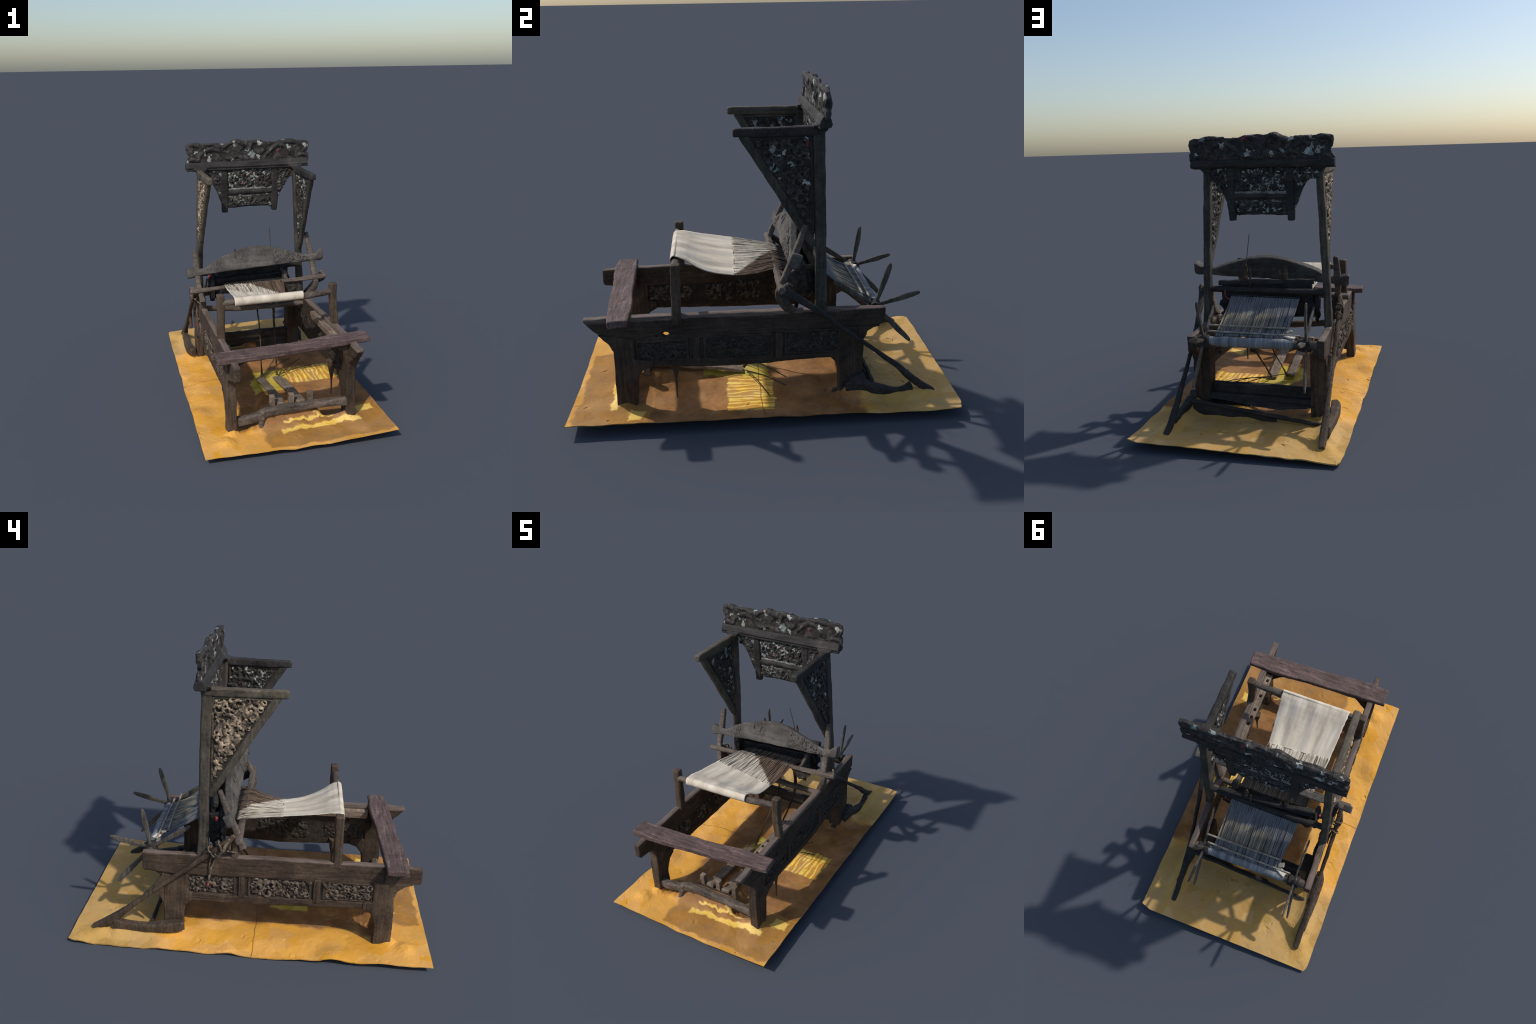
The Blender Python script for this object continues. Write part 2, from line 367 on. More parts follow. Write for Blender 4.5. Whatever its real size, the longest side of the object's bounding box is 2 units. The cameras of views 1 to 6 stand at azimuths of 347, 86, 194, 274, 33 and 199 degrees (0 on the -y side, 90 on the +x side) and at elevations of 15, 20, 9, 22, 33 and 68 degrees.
# frame lines: outer faces of the two side frames (they converge slightly)
def xl(y): return -0.412 - 0.031 * y
def xr(y): return 0.366 - 0.0235 * y
def xl_low(y): return -0.409 - 0.016 * y
def xr_low(y): return 0.372 - 0.017 * y
def lerp(a, b, t): return a + (b - a) * t
def pw(x, pts):
    if x <= pts[0][0]: return pts[0][1]
    for (a, b), (c, d) in zip(pts, pts[1:]):
        if x <= c: return lerp(b, d, (x - a) / (c - a))
    return pts[-1][1]

# ---------------------------------------------------------------- floor sheet
FEET = [(-0.43, -0.86, 0.030, 0.05), (-0.54, -0.45, 0.016, 0.06), (-0.55, 0.1, 0.012, 0.05), (-0.375, -0.775, 0.040, 0.035), (0.375, -0.72, 0.03, 0.05), (-0.40, 0.44, 0.03, 0.05), (0.35, 0.44, 0.03, 0.05),
        (-0.46, 0.84, 0.03, 0.045), (0.41, 0.86, 0.03, 0.045)]
def sheet_height(x, y):
    u, v = (x + 0.575) / 1.15, (y + 1) / 2
    z = lerp(lerp(0.035, 0.062, u ** 3), lerp(0.023, 0.051, u), v)
    inner = max(0.0, 1 - max(abs(x) / 0.575, abs(y)) ** 2)
    z -= 0.008 * math.exp(-((y + 1.0) / 0.14) ** 2) * math.exp(-((x - 0.1) / 0.28) ** 2)
    z = lerp(z, 0.034, min(1, inner * 1.8))
    z -= 0.014 * math.exp(-((x + 0.575) / 0.12) ** 2) * math.exp(-((y - 0.0) / 0.5) ** 2)
    z -= 0.007 * min(1, max(0, (y - 0.45) / 0.1)) * min(1, max(0, (0.95 - y) / 0.1))
    for fx, fy, h, r in FEET:
        z += h * math.exp(-((x - fx) ** 2 + (y - fy) ** 2) / (r * r))
    def ridge(ax, ay, bx, by, h, r):
        d = Vector((bx - ax, by - ay)); t = max(0, min(1, ((x - ax) * d.x + (y - ay) * d.y) / d.length_squared))
        q = (x - ax - d.x * t) ** 2 + (y - ay - d.y * t) ** 2
        return h * math.exp(-q / (r * r))
    t = max(0.0, min(1.0, (y + 0.68) / 0.42))                     # sheet raised to copy the scan's fused fill around the treadles
    wl, wr = lerp(-0.20, -0.10, t), lerp(0.17, 0.10, t)
    e = min(x - wl, wr - x, (y + 0.735) * 1.0, (-0.24 - y)); e = max(0.0, min(1.0, e / 0.05 + 0.5))
    z += lerp(0.072, 0.012, t) * e * e * (3 - 2 * e)
    z += ridge(-0.24, -0.755, 0.33, -0.745, 0.030, 0.036)     # scan membrane up to the foot rail, shaped as a ridge
    z += ridge(-0.43, 0.46, -0.455, 0.74, 0.038, 0.04)          # below the runners
    z += ridge(0.37, 0.46, 0.41, 0.78, 0.045, 0.045)
    z += ridge(0.36, 0.50, 0.02, 0.50, 0.055, 0.05)            # ridge copying the scan's membrane at the rear board
    return z

def build_sheet():
    rng = random.Random(4); bm = empty_bm()
    nx, ny = 62, 108; grid = {}
    for i in range(nx + 1):
        for j in range(ny + 1):
            x = -0.575 + 1.15 * i / nx; y = -1.0 + 2.0 * j / ny
            ex, ey = i in (0, nx), j in (0, ny)
            if not ex: x += rng.uniform(-0.008, 0.008)
            if not ey: y += rng.uniform(-0.008, 0.008)
            zz = sheet_height(x, y) + 0.006 * noise.noise((x * 9, y * 9, 0)) + rng.uniform(-0.0007, 0.0007)
            if ex and i == 0: x += 0.006 * noise.noise((0, y * 5, 3)) + 0.004
            if ex and i == nx: x += 0.006 * noise.noise((4, y * 5, 3)) - 0.002
            # clipped rear corners
            if y > 0.97 and x < -0.54: x, y = max(x, -0.575 + (y - 0.97) * 0.7), y
            if y > 0.965 and x > 0.51: y -= max(0, (x - 0.51)) * 0.32
            grid[i, j] = bm.verts.new((x, y, max(zz, 0.004)))
    for i in range(nx):
        for j in range(ny):
            a, b, c, d = grid[i, j], grid[i + 1, j], grid[i + 1, j + 1], grid[i, j + 1]
            if rng.random() < 0.5: bm.faces.new((a, b, c)); bm.faces.new((a, c, d))
            else: bm.faces.new((a, b, d)); bm.faces.new((b, c, d))
    lo = min(v.co.z for v in bm.verts)
    for v in bm.verts: v.co.z -= (lo - 0.004) * 0.0
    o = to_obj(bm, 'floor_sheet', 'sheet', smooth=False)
    s = o.modifiers.new('s', 'SOLIDIFY'); s.thickness = 0.004; s.offset = -1
    dg = bpy.context.evaluated_depsgraph_get(); me = bpy.data.meshes.new_from_object(o.evaluated_get(dg)); me.name = 'floor_sheet'
    o.modifiers.clear(); o.data = me
    zmin = min(v.co.z for v in me.vertices)
    for v in me.vertices: v.co.z -= zmin * (1 if zmin < 0 else max(0.0, 1 - (v.co.z - zmin) / 0.02))
    return o

# ---------------------------------------------------------------- side frames
def build_side(left):
    XR, X = (xl, xl_low) if left else (xr, xr_low)
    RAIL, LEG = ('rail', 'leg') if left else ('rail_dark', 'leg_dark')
    inn = 1 if left else -1                 # direction towards the middle of the loom
    place = lambda u, v, t: Vector((X(u) + inn * t, u, v))
    rplace = lambda u, v, t: Vector((XR(u) + inn * t, u, v))
    top = 0.526 if left else 0.538
    # rail
    bm = empty_bm()
    if left:
        prof = [(0.606, 0.527), (0.606, 0.430), (0.590, 0.412), (0.45, 0.405), (-0.70, 0.405), (-0.80, 0.410), (-0.905, 0.425), (-0.914, 0.440), (-0.912, 0.515), (-0.905, 0.522), (-0.6, 0.530), (0.0, 0.528)]
    else:
        prof = [(0.624, 0.525), (0.624, 0.441), (0.58, 0.425), (0.45, 0.41), (-0.70, 0.41), (-0.765, 0.415), (-0.805, 0.442), (-0.86, 0.488), (-0.897, 0.530), (-0.897, 0.545), (-0.75, 0.548), (-0.2, 0.542), (0.3, 0.535)]
    slab(bm, prof, rplace, 0.0, 0.040)
    rail = solid(bm, 'frame_rail', RAIL, seed=2 + left, amp=0.003, freq=12)
    if not left: bore(rail, (0.377, -0.497, 0.440), 0.019); bore(rail, (0.377, -0.545, 0.438), 0.006)
    # boarded field behind the carvings
    bm = empty_bm()
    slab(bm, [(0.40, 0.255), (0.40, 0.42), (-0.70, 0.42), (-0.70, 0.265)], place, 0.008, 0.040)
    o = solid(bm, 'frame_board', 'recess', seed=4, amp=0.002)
    if not left: bore(o, (0.377, -0.497, 0.440), 0.019)
    # lower rail of the frame, sagging a little at mid length
    bm = empty_bm()
    zs = [(0.40, 0.235), (0.33, 0.232), (-0.10, 0.238), (-0.60, 0.256), (-0.70, 0.25)] if left else [(0.40, 0.262), (0.30, 0.262), (-0.12, 0.243), (-0.58, 0.262), (-0.70, 0.262)]
    up = 0.286 if left else 0.292
    prof = zs + [(-0.70, up + 0.016), (-0.3, up + 0.006), (0.1, up - 0.002), (0.40, up)]
    slab(bm, prof, place, 0.001, 0.038)
    solid(bm, 'skirt_rail', RAIL, seed=5 + left)
    # legs with curved brackets
    bm = empty_bm()
    if left:
        prof = [(0.382, 0.020), (0.380, 0.165), (0.368, 0.205), (0.335, 0.236), (0.335, 0.285), (0.350, 0.30), (0.352, 0.425), (0.585, 0.425), (0.555, 0.413), (0.515, 0.39), (0.497, 0.350), (0.494, 0.25), (0.494, 0.02)]
    else:
        prof = [(0.392, 0.02), (0.388, 0.16), (0.376, 0.225), (0.34, 0.262), (0.35, 0.30), (0.38, 0.32), (0.38, 0.43), (0.605, 0.432), (0.565, 0.424), (0.527, 0.40), (0.512, 0.36), (0.507, 0.14), (0.500, 0.02)]
    slab(bm, prof, place, -0.002, 0.046)
    slab(bm, [(0.392, 0.02), (0.392, 0.20), (0.375, 0.27), (0.37, 0.41), (0.485, 0.41), (0.485, 0.02)], place, 0.03, 0.094 if left else 0.086)
    if not left: beam(bm, [(0.335, 0.40, 0.045), (0.325, 0.36, 0.035)], 0.04, 0.025)
    solid(bm, 'leg', LEG, seed=7 + left, amp=0.003, freq=12)
    bm = empty_bm()
    if left:
        prof = [(-0.682, 0.02), (-0.684, 0.15), (-0.675, 0.20), (-0.655, 0.238), (-0.61, 0.258), (-0.61, 0.30), (-0.66, 0.305), (-0.655, 0.43), (-0.88, 0.43), (-0.82, 0.412), (-0.785, 0.385), (-0.774, 0.34), (-0.778, 0.25), (-0.787, 0.06), (-0.785, 0.02)]
    else:
        prof = [(-0.668, 0.02), (-0.656, 0.12), (-0.650, 0.21), (-0.625, 0.25), (-0.57, 0.265), (-0.57, 0.30), (-0.66, 0.31), (-0.655, 0.43), (-0.83, 0.46), (-0.80, 0.43), (-0.775, 0.40), (-0.762, 0.36), (-0.768, 0.06), (-0.765, 0.02)]
    slab(bm, prof, place, -0.006, 0.050)
    solid(bm, 'leg', LEG, seed=9 + left, amp=0.0035, freq=11)
    # carved fields with moulded stiles between them
    fields = [(0.105, 0.350, 0.292, 0.388), (-0.310, 0.012, 0.295, 0.402), (-0.652, -0.398, 0.312, 0.398)] if left else \
             [(0.112, 0.372, 0.305, 0.412), (-0.300, 0.030, 0.298, 0.405), (-0.64, -0.40, 0.31, 0.40)]
    rng = random.Random(11 if left else 12)
    for k, (a, b, z0, z1) in enumerate(fields):
        bm = empty_bm()
        inside = lambda u, v, s: a + s * .4 < u < b - s * .4 and z0 + s * .4 < v < z1 - s * .4
        for side in (((0.010, -inn, 0.010), (0.039, inn, 0.003)) if left else ((0.010, -inn, 0.007), (0.039, inn, 0.003))):
            pl = lambda u, v, q=side: (Vector((X(u) + inn * q[0], u, v)), Vector((0, 1, 0)), Vector((0, 0, 1)), Vector((q[1], 0, 0)))
            carving(bm, rng, inside, pl, a, b, z0, z1, 0.0190, 60, side[2])
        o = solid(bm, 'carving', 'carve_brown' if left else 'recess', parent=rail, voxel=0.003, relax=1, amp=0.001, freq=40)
        o['kind'] = 'stuff'
        bm = empty_bm()
        for u, d in ((a - 0.006, 0), (b + 0.006, 0)):
            box(bm, place(u - 0.007, z0 - 0.010, 0.002), place(u + 0.007, z1 + 0.012, 0.03))
        box(bm, place(a - 0.012, z1 + 0.004, 0.001), place(b + 0.012, z1 + 0.016, 0.03))
        box(bm, place(a - 0.012, z0 - 0.014, 0.001), place(b + 0.012, z0 - 0.003, 0.03))
        solid(bm, 'panel_moulding', RAIL, parent=rail, voxel=0.0035, relax=2, amp=0.0015)
    gaps = [((fields[0][0] + fields[1][1]) / 2, 0.018), ((fields[1][0] + fields[2][1]) / 2, 0.018)]
    for u, w in gaps:
        bm = empty_bm(); box(bm, place(u - w, 0.27, -0.001), place(u + w, 0.42, 0.032))
        box(bm, place(u - 0.004, 0.28, -0.005), place(u + 0.004, 0.412, 0.032))
        solid(bm, 'panel_stile', LEG, voxel=0.0035, relax=2, amp=0.0015)
    if not left:
        # inner ledge with a row of square mortices
        bm = empty_bm(); y = -0.66
        box(bm, (0.300, -0.665, 0.488), (0.311, -0.13, 0.520)); box(bm, (0.329, -0.665, 0.488), (0.345, -0.13, 0.520))
        for k, (a, b) in enumerate([(-0.665, -0.622), (-0.600, -0.558), (-0.536, -0.50), (-0.48, -0.395), (-0.373, -0.333), (-0.311, -0.282), (-0.26, -0.13)]):
            box(bm, (0.302, a, 0.488), (0.34, b, 0.519))
        box(bm, (0.302, -0.66, 0.470), (0.345, -0.14, 0.492))
        solid(bm, 'mortised_ledge', 'treadle', voxel=0.004, relax=2, amp=0.003, freq=14)
        bm = empty_bm(); tube(bm, [(0.338, -0.462, 0.30), (0.339, -0.462, 0.235), (0.340, -0.463, 0.16), (0.340, -0.464, 0.055)], [0.030, 0.020, 0.007, 0.0045], 8)
        solid(bm, 'post_tenon', 'leg', voxel=0.003, relax=1, amp=0.001)

def build_frame():
    # seat plank across the front
    bm = empty_bm()
    beam(bm, [(-0.462, -0.773, 0.527), (-0.30, -0.768, 0.527), (0.0, -0.748, 0.533), (0.25, -0.730, 0.544), (0.468, -0.717, 0.552)],
         [0.118, 0.128, 0.114, 0.122, 0.104], [0.036, 0.038, 0.034, 0.036, 0.036], per=10)
    solid(bm, 'seat_plank', 'bench', seed=14, amp=0.0045, freq=11, fine=0.4)
    for sx, prof in ((-1, [(-0.40, 0.52), (-0.24, 0.52), (-0.30, 0.495), (-0.335, 0.46), (-0.355, 0.38), (-0.40, 0.38)]), (1, [(0.38, 0.535), (0.20, 0.535), (0.27, 0.515), (0.31, 0.48), (0.335, 0.38), (0.38, 0.38)])):
        bm = empty_bm(); slab(bm, prof, lambda u, v, t: Vector((u, t, v)), -0.775 if sx < 0 else -0.755, -0.715 if sx < 0 else -0.69)
        solid(bm, 'seat_bracket', 'leg' if sx < 0 else 'leg_dark', seed=13 + sx, amp=0.003)
    # foot rail between the front legs, drooping on one side
    bm = empty_bm()
    beam(bm, [(-0.37, -0.745, 0.105), (-0.28, -0.755, 0.115), (-0.20, -0.742, 0.118), (-0.14, -0.725, 0.135), (0.10, -0.730, 0.146), (0.37, -0.742, 0.155)],
         [0.050, 0.046, 0.044, 0.048, 0.046, 0.050], [0.058, 0.052, 0.050, 0.050, 0.048, 0.052], per=8)
    beam(bm, [(-0.19, -0.748, 0.115), (-0.20, -0.762, 0.05)], 0.03, 0.03, up=(0, 1, 0))
    solid(bm, 'foot_rail', 'bar', seed=15, amp=0.007, freq=13)
    # rear board, with the scan's fused membrane modelled below it
    bm = empty_bm()
    beam(bm, [(-0.40, 0.425, 0.165), (0.0, 0.42, 0.172), (0.35, 0.425, 0.172)], 0.036, 0.060, per=8)
    beam(bm, [(-0.40, 0.45, 0.110), (0.0, 0.45, 0.120), (0.35, 0.45, 0.125)], 0.045, 0.050, per=8)
    beam(bm, [(0.05, 0.435, 0.07), (0.35, 0.44, 0.07)], 0.03, 0.08, per=12)
    slab(bm, [(-0.34, 0.098), (-0.15, 0.082), (0.0, 0.088), (0.25, 0.112), (0.36, 0.122), (0.36, 0.152), (0.0, 0.130), (-0.15, 0.115), (-0.34, 0.108)],
         lambda u, v, t: Vector((u, 0.455 + t + max(0.0, 0.135 - v) * 0.9, v)), -0.012, 0.012)
    slab(bm, [(0.36, 0.122), (0.06, 0.085), (-0.14, 0.045), (-0.14, 0.03), (0.36, 0.03)], lambda u, v, t: Vector((u, 0.550 + t, v)), -0.012, 0.012)
    solid(bm, 'stretcher_board', 'black', seed=16, amp=0.004, freq=10)
    for x, mat, prof in ((-0.440, 'leg', [(0.485, 0.42), (0.485, 0.225), (0.505, 0.265), (0.535, 0.283), (0.575, 0.262), (0.64, 0.205), (0.60, 0.27), (0.54, 0.335)]),):
        bm = empty_bm(); slab(bm, prof, lambda u, v, t: Vector((x + t, u, v)), -0.012, 0.010)
        solid(bm, 'strut_web', mat, seed=x, amp=0.002, voxel=0.004)
    bm = empty_bm(); tube(bm, [(0.385, 0.555, 0.122), (0.25, 0.562, 0.112), (-0.1, 0.565, 0.068), (-0.3, 0.570, 0.046), (-0.435, 0.575, 0.036)], [0.015, 0.012, 0.013, 0.012, 0.012], 8)
    solid(bm, 'tie_bar', 'black', voxel=0.004, relax=2, amp=0.003)
    # cloth-beam posts
    for x, y, zt, lean in ((-0.369, -0.450, 0.800, 0.004), (0.351, -0.436, 0.806, -0.012)):
        bm = empty_bm()
        beam(bm, [(x - lean, y - 0.004, 0.50), (x - lean, y - 0.004, 0.55), (x, y, 0.66), (x, y + 0.004, zt)], [0.056, 0.047, 0.046, 0.047], [0.060, 0.048, 0.048, 0.046], up=(0, 1, 0), per=6)
        solid(bm, 'beam_post', 'leg', seed=x * 9, amp=0.003, freq=15)
    bm = empty_bm(); tube(bm, [(-0.36, -0.455, 0.750), (-0.15, -0.450, 0.744), (0.15, -0.444, 0.742), (0.345, -0.439, 0.757)], [0.018, 0.021, 0.022, 0.019], 12)
    solid(bm, 'cloth_beam', 'bar', voxel=0.004, relax=2, seed=18, amp=0.003)
    # uprights
    for left in (True, False):
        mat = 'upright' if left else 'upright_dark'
        a, b = ((-0.361, 0.268, 1.455), (-0.400, 0.275, 0.515)) if left else ((0.310, 0.272, 1.455), (0.345, 0.290, 0.515))
        bm = empty_bm()
        mid = [lerp(p, q, 0.5) for p, q in zip(a, b)]; mid[1] += 0.002
        beam(bm, [a, mid, [lerp(p, q, 0.85) for p, q in zip(a, b)], b], [0.043, 0.044, 0.043, 0.050], [0.058, 0.056, 0.056, 0.062], up=(0, 1, 0), per=10)
        solid(bm, 'upright', mat, seed=20 + left, amp=0.003, freq=12)
    # rope-tied struts down to the ground, with runners to the rear legs
    bm = empty_bm()
    beam(bm, [(-0.436, 0.095, 0.668), (-0.446, 0.22, 0.568), (-0.452, 0.46, 0.371), (-0.454, 0.66, 0.202), (-0.457, 0.78, 0.097), (-0.460, 0.885, 0.042)], [0.030, 0.026, 0.024, 0.028, 0.040, 0.034], [0.034, 0.030, 0.026, 0.030, 0.048, 0.032], per=8)
    solid(bm, 'strut', 'leg', seed=23, amp=0.003, freq=14)
    bm = empty_bm()
    beam(bm, [(0.448, 0.085, 0.690), (0.432, 0.17, 0.628), (0.408, 0.33, 0.503), (0.393, 0.52, 0.343), (0.387, 0.68, 0.213), (0.389, 0.78, 0.118), (0.392, 0.885, 0.045)], [0.048, 0.034, 0.024, 0.022, 0.028, 0.032, 0.032], [0.056, 0.036, 0.026, 0.022, 0.030, 0.038, 0.032], per=8)
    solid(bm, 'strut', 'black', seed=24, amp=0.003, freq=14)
    bm = empty_bm()
    beam(bm, [(-0.440, 0.37, 0.088), (-0.458, 0.44, 0.085), (-0.464, 0.58, 0.072), (-0.462, 0.70, 0.075), (-0.460, 0.77, 0.080)], [0.040, 0.056, 0.048, 0.042, 0.04], [0.05, 0.065, 0.046, 0.05, 0.07], per=8)
    solid(bm, 'runner', 'leg', seed=25, amp=0.003, freq=14)
    bm = empty_bm()
    beam(bm, [(0.372, 0.42, 0.095), (0.388, 0.50, 0.105), (0.402, 0.60, 0.078), (0.405, 0.70, 0.066), (0.398, 0.77, 0.085)], [0.055, 0.055, 0.044, 0.036, 0.036], [0.05, 0.060, 0.050, 0.036, 0.06], per=8)
    beam(bm, [(0.385, 0.45, 0.12), (0.370, 0.52, 0.15)], 0.045, 0.05)
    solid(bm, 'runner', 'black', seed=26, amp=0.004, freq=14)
    # treadles
    for a, b, w in (((-0.042, -0.655, 0.130), (-0.058, -0.132, 0.062), 0.056), ((0.078, -0.655, 0.133), (0.066, -0.110, 0.050), 0.062)):
        bm = empty_bm(); m = [lerp(p, q, 0.55) for p, q in zip(a, b)]; m[2] += 0.006
        beam(bm, [a, m, b], w, [0.024, 0.022, 0.018], per=8)
        solid(bm, 'treadle', 'treadle', voxel=0.004, relax=2, seed=w * 99, amp=0.003)
    bm = empty_bm(); beam(bm, [(-0.125, -0.640, 0.088), (0.155, -0.633, 0.092)], 0.036, 0.055)
    solid(bm, 'treadle_block', 'black', voxel=0.004, amp=0.004)
    for x in (-0.101, 0.019, 0.139):
        bm = empty_bm(); box(bm, (x - 0.017, -0.652, 0.06), (x + 0.017, -0.618, 0.188))
        solid(bm, 'treadle_peg', 'treadle', voxel=0.004, relax=3, seed=x * 40, amp=0.003)

# ---------------------------------------------------------------- canopy
def build_canopy():
    # moulded header beam
    bm = empty_bm()
    slab(bm, [(0.266, 1.456), (0.264, 1.474), (0.270, 1.490), (0.280, 1.505), (0.318, 1.500), (0.326, 1.470), (0.318, 1.452), (0.26, 1.446)],
         lambda u, v, t: Vector((t, u, v + 0.004 * t)), -0.455, 0.400)
    for x, s in ((-0.361, 1), (0.306, -1)):
        slab(bm, [(x - 0.045, 1.46), (x - 0.02, 1.43), (x + 0.02, 1.43), (x + 0.045, 1.46)], lambda u, v, t: Vector((u, t, v)), 0.245, 0.315)
    for k in range(3):
        box(bm, (-0.44, 0.260 + 0.004 * k, 1.466 + 0.010 * k), (0.385, 0.28, 1.470 + 0.010 * k))
    solid(bm, 'header_beam', 'black', seed=30, amp=0.0035, freq=12)
    # crest board: bold scrolls on both faces
    bm = empty_bm()
    out = [(-0.452, 1.470), (-0.456, 1.505), (-0.440, 1.530), (-0.424, 1.547), (-0.438, 1.578), (-0.450, 1.608), (-0.446, 1.632), (-0.420, 1.642), (-0.30, 1.632), (-0.19, 1.621),
           (-0.145, 1.633), (-0.115, 1.652), (-0.075, 1.642), (-0.030, 1.652), (0.040, 1.650), (0.100, 1.636), (0.160, 1.629), (0.280, 1.633), (0.380, 1.637), (0.408, 1.628), (0.413, 1.604),
           (0.405, 1.572), (0.396, 1.547), (0.409, 1.530), (0.411, 1.500), (0.398, 1.474)]
    out = [(u, v - 0.010 if v > 1.56 else v) for u, v in out]
    slab(bm, out, lambda u, v, t: Vector((u, t, v)), 0.288, 0.308)
    paths = [[(-0.44, 1.585), (-0.41, 1.618), (-0.365, 1.612), (-0.345, 1.575), (-0.37, 1.545), (-0.40, 1.555)],
             [(-0.37, 1.500), (-0.345, 1.555), (-0.285, 1.590), (-0.220, 1.570), (-0.180, 1.530), (-0.130, 1.512)],
             [(-0.33, 1.622), (-0.26, 1.618), (-0.20, 1.600), (-0.150, 1.615), (-0.105, 1.635), (-0.060, 1.610), (-0.075, 1.570)],
             [(-0.040, 1.540), (-0.015, 1.590), (0.020, 1.625), (0.065, 1.625), (0.085, 1.585), (0.060, 1.555), (0.035, 1.575)],
             [(0.085, 1.515), (0.125, 1.560), (0.180, 1.592), (0.240, 1.585), (0.285, 1.548), (0.310, 1.510)],
             [(0.200, 1.618), (0.29, 1.622), (0.350, 1.612), (0.385, 1.580), (0.365, 1.548), (0.340, 1.560)],
             [(-0.44, 1.505), (-0.40, 1.520), (-0.36, 1.505)], [(0.33, 1.515), (0.37, 1.528), (0.40, 1.508)],
             [(-0.17, 1.505), (-0.10, 1.535), (-0.03, 1.510), (0.04, 1.520)]]
    rng = random.Random(8)
    for y in (0.294, 0.306):
        for p in paths:
            tube(bm, [(a + rng.uniform(-.006, .006), y, b + rng.uniform(-.005, .005)) for a, b in p], [0.010] + [rng.uniform(0.013, 0.019) for _ in p[2:]] + [0.009], 8, 5)
        for _ in range(34):
            blob(bm, (rng.uniform(-0.43, 0.39), y, rng.uniform(1.505, 1.62)), (rng.uniform(.008, .02), 0.012, rng.uniform(.006, .014)), rng.uniform(-1, 1), 'Y')
    solid(bm, 'crest_board', 'crest', voxel=0.0042, relax=2, seed=31, amp=0.0045, freq=22)
    # hanging openwork apron
    bm = empty_bm(); pl = lambda u, v, t: Vector((u, t, v))
    slab(bm, [(-0.195, 1.46), (-0.195, 1.195), (-0.15, 1.188), (0.0, 1.186), (0.12, 1.190), (0.165, 1.20), (0.165, 1.46)], pl, 0.284, 0.302)
    slab(bm, [(-0.20, 1.46), (-0.205, 1.215), (-0.220, 1.222), (-0.252, 1.305), (-0.280, 1.362), (-0.308, 1.384), (-0.36, 1.382), (-0.36, 1.46)], pl, 0.278, 0.300)
    slab(bm, [(0.17, 1.46), (0.170, 1.215), (0.190, 1.250), (0.217, 1.316), (0.245, 1.358), (0.272, 1.380), (0.31, 1.378), (0.31, 1.46)], pl, 0.278, 0.300)
    inside = lambda u, v, s: (-0.165 + s * .4 < u < 0.132 - s * .4 and (1.325 + s * .4 < v < 1.445 - s * .4 or 1.195 + s * .4 < v < 1.243 - s * .4)) or \
        (u < -0.22 and v > 1.30 + (-(u + 0.215)) * 1.3 + s * .5 and v < 1.44) or (u > 0.195 and v > 1.26 + (u - 0.19) * 1.5 + s * .5 and v < 1.44)
    for y, n in ((0.282, -1), (0.304, 1)):
        carving(bm, rng, inside, lambda u, v: (Vector((u, y, v)), Vector((1, 0, 0)), Vector((0, 0, 1)), Vector((0, n, 0))), -0.33, 0.29, 1.19, 1.45, 0.015, 130, 0.009)
    o = solid(bm, 'apron_panel', 'openwork', voxel=0.0032, relax=1, seed=32, amp=0.002, freq=30)
    for x0, x1, x2 in ((-0.193, -0.193, -0.194), (0.162, 0.162, 0.156)):
        bm = empty_bm(); beam(bm, [(x0, 0.293, 1.46), (x1, 0.293, 1.25), (x2, 0.295, 1.147)], [0.046, 0.048, 0.040], [0.038, 0.040, 0.036], up=(0, 1, 0))
        solid(bm, 'apron_stile', 'black', parent=o, seed=33 + x0, amp=0.003)
    for z, w, mat in ((1.309, 0.013, 'pale'), (1.285, 0.020, 'black'), (1.257, 0.010, 'pale'), (1.192, 0.014, 'black')):
        bm = empty_bm(); tube(bm, [(-0.18, 0.293, z - 0.002), (-0.02, 0.293, z + 0.002), (0.15, 0.293, z + 0.001)], w, 8)
        solid(bm, 'apron_rail', mat, parent=o, voxel=0.004, relax=1, seed=z * 7, amp=0.003, freq=25)
    # wing panels
    for left in (True, False):
        if left: X = lambda y, z: -0.366 + 0.004 * (0.24 - y) / 0.38 - 0.042 * (1.42 - z)
        else: X = lambda y, z: 0.313 + 0.002 * (0.24 - y) / 0.38 + 0.040 * (1.42 - z)
        o_ = -1 if left else 1
        P = lambda y, z: (X(y, z), y, z)
        bm = empty_bm()
        slab(bm, [(0.255, 1.43), (0.255, 0.93), (0.205, 0.93), (-0.105, 1.43)], lambda u, v, t: Vector((X(u, v) + t, u, v)), -0.008, 0.008)
        panel = solid(bm, 'wing_panel', 'recess', voxel=0.004, relax=1, seed=40, amp=0.0015)
        rng2 = random.Random(21 + left)
        lim = lambda v: 0.215 - (v - 0.965) * 0.62
        inside = lambda u, v, s: lim(v) + 0.012 + s * .5 < u < 0.228 - s * .4 and 0.97 < v < 1.395 - s * .4
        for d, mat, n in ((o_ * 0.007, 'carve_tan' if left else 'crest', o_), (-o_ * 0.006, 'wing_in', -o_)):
            bm = empty_bm()
            carving(bm, rng2, inside, lambda u, v: (Vector((X(u, v) + d, u, v)), Vector((0, 1, 0)), Vector((0, 0, 1)), Vector((n, 0, 0))), -0.05, 0.23, 0.97, 1.40, 0.0200, 150, 0.009 if n == o_ else 0.002)
            c = solid(bm, 'carving', mat, parent=panel, voxel=0.003, relax=1, seed=41, amp=0.001, freq=40); c['kind'] = 'stuff'
        bm = empty_bm()
        y0, y1 = (0.285, -0.142) if left else (0.29, -0.130)
        z1 = 1.434 if left else 1.432
        dy = -0.005 if left else 0.0
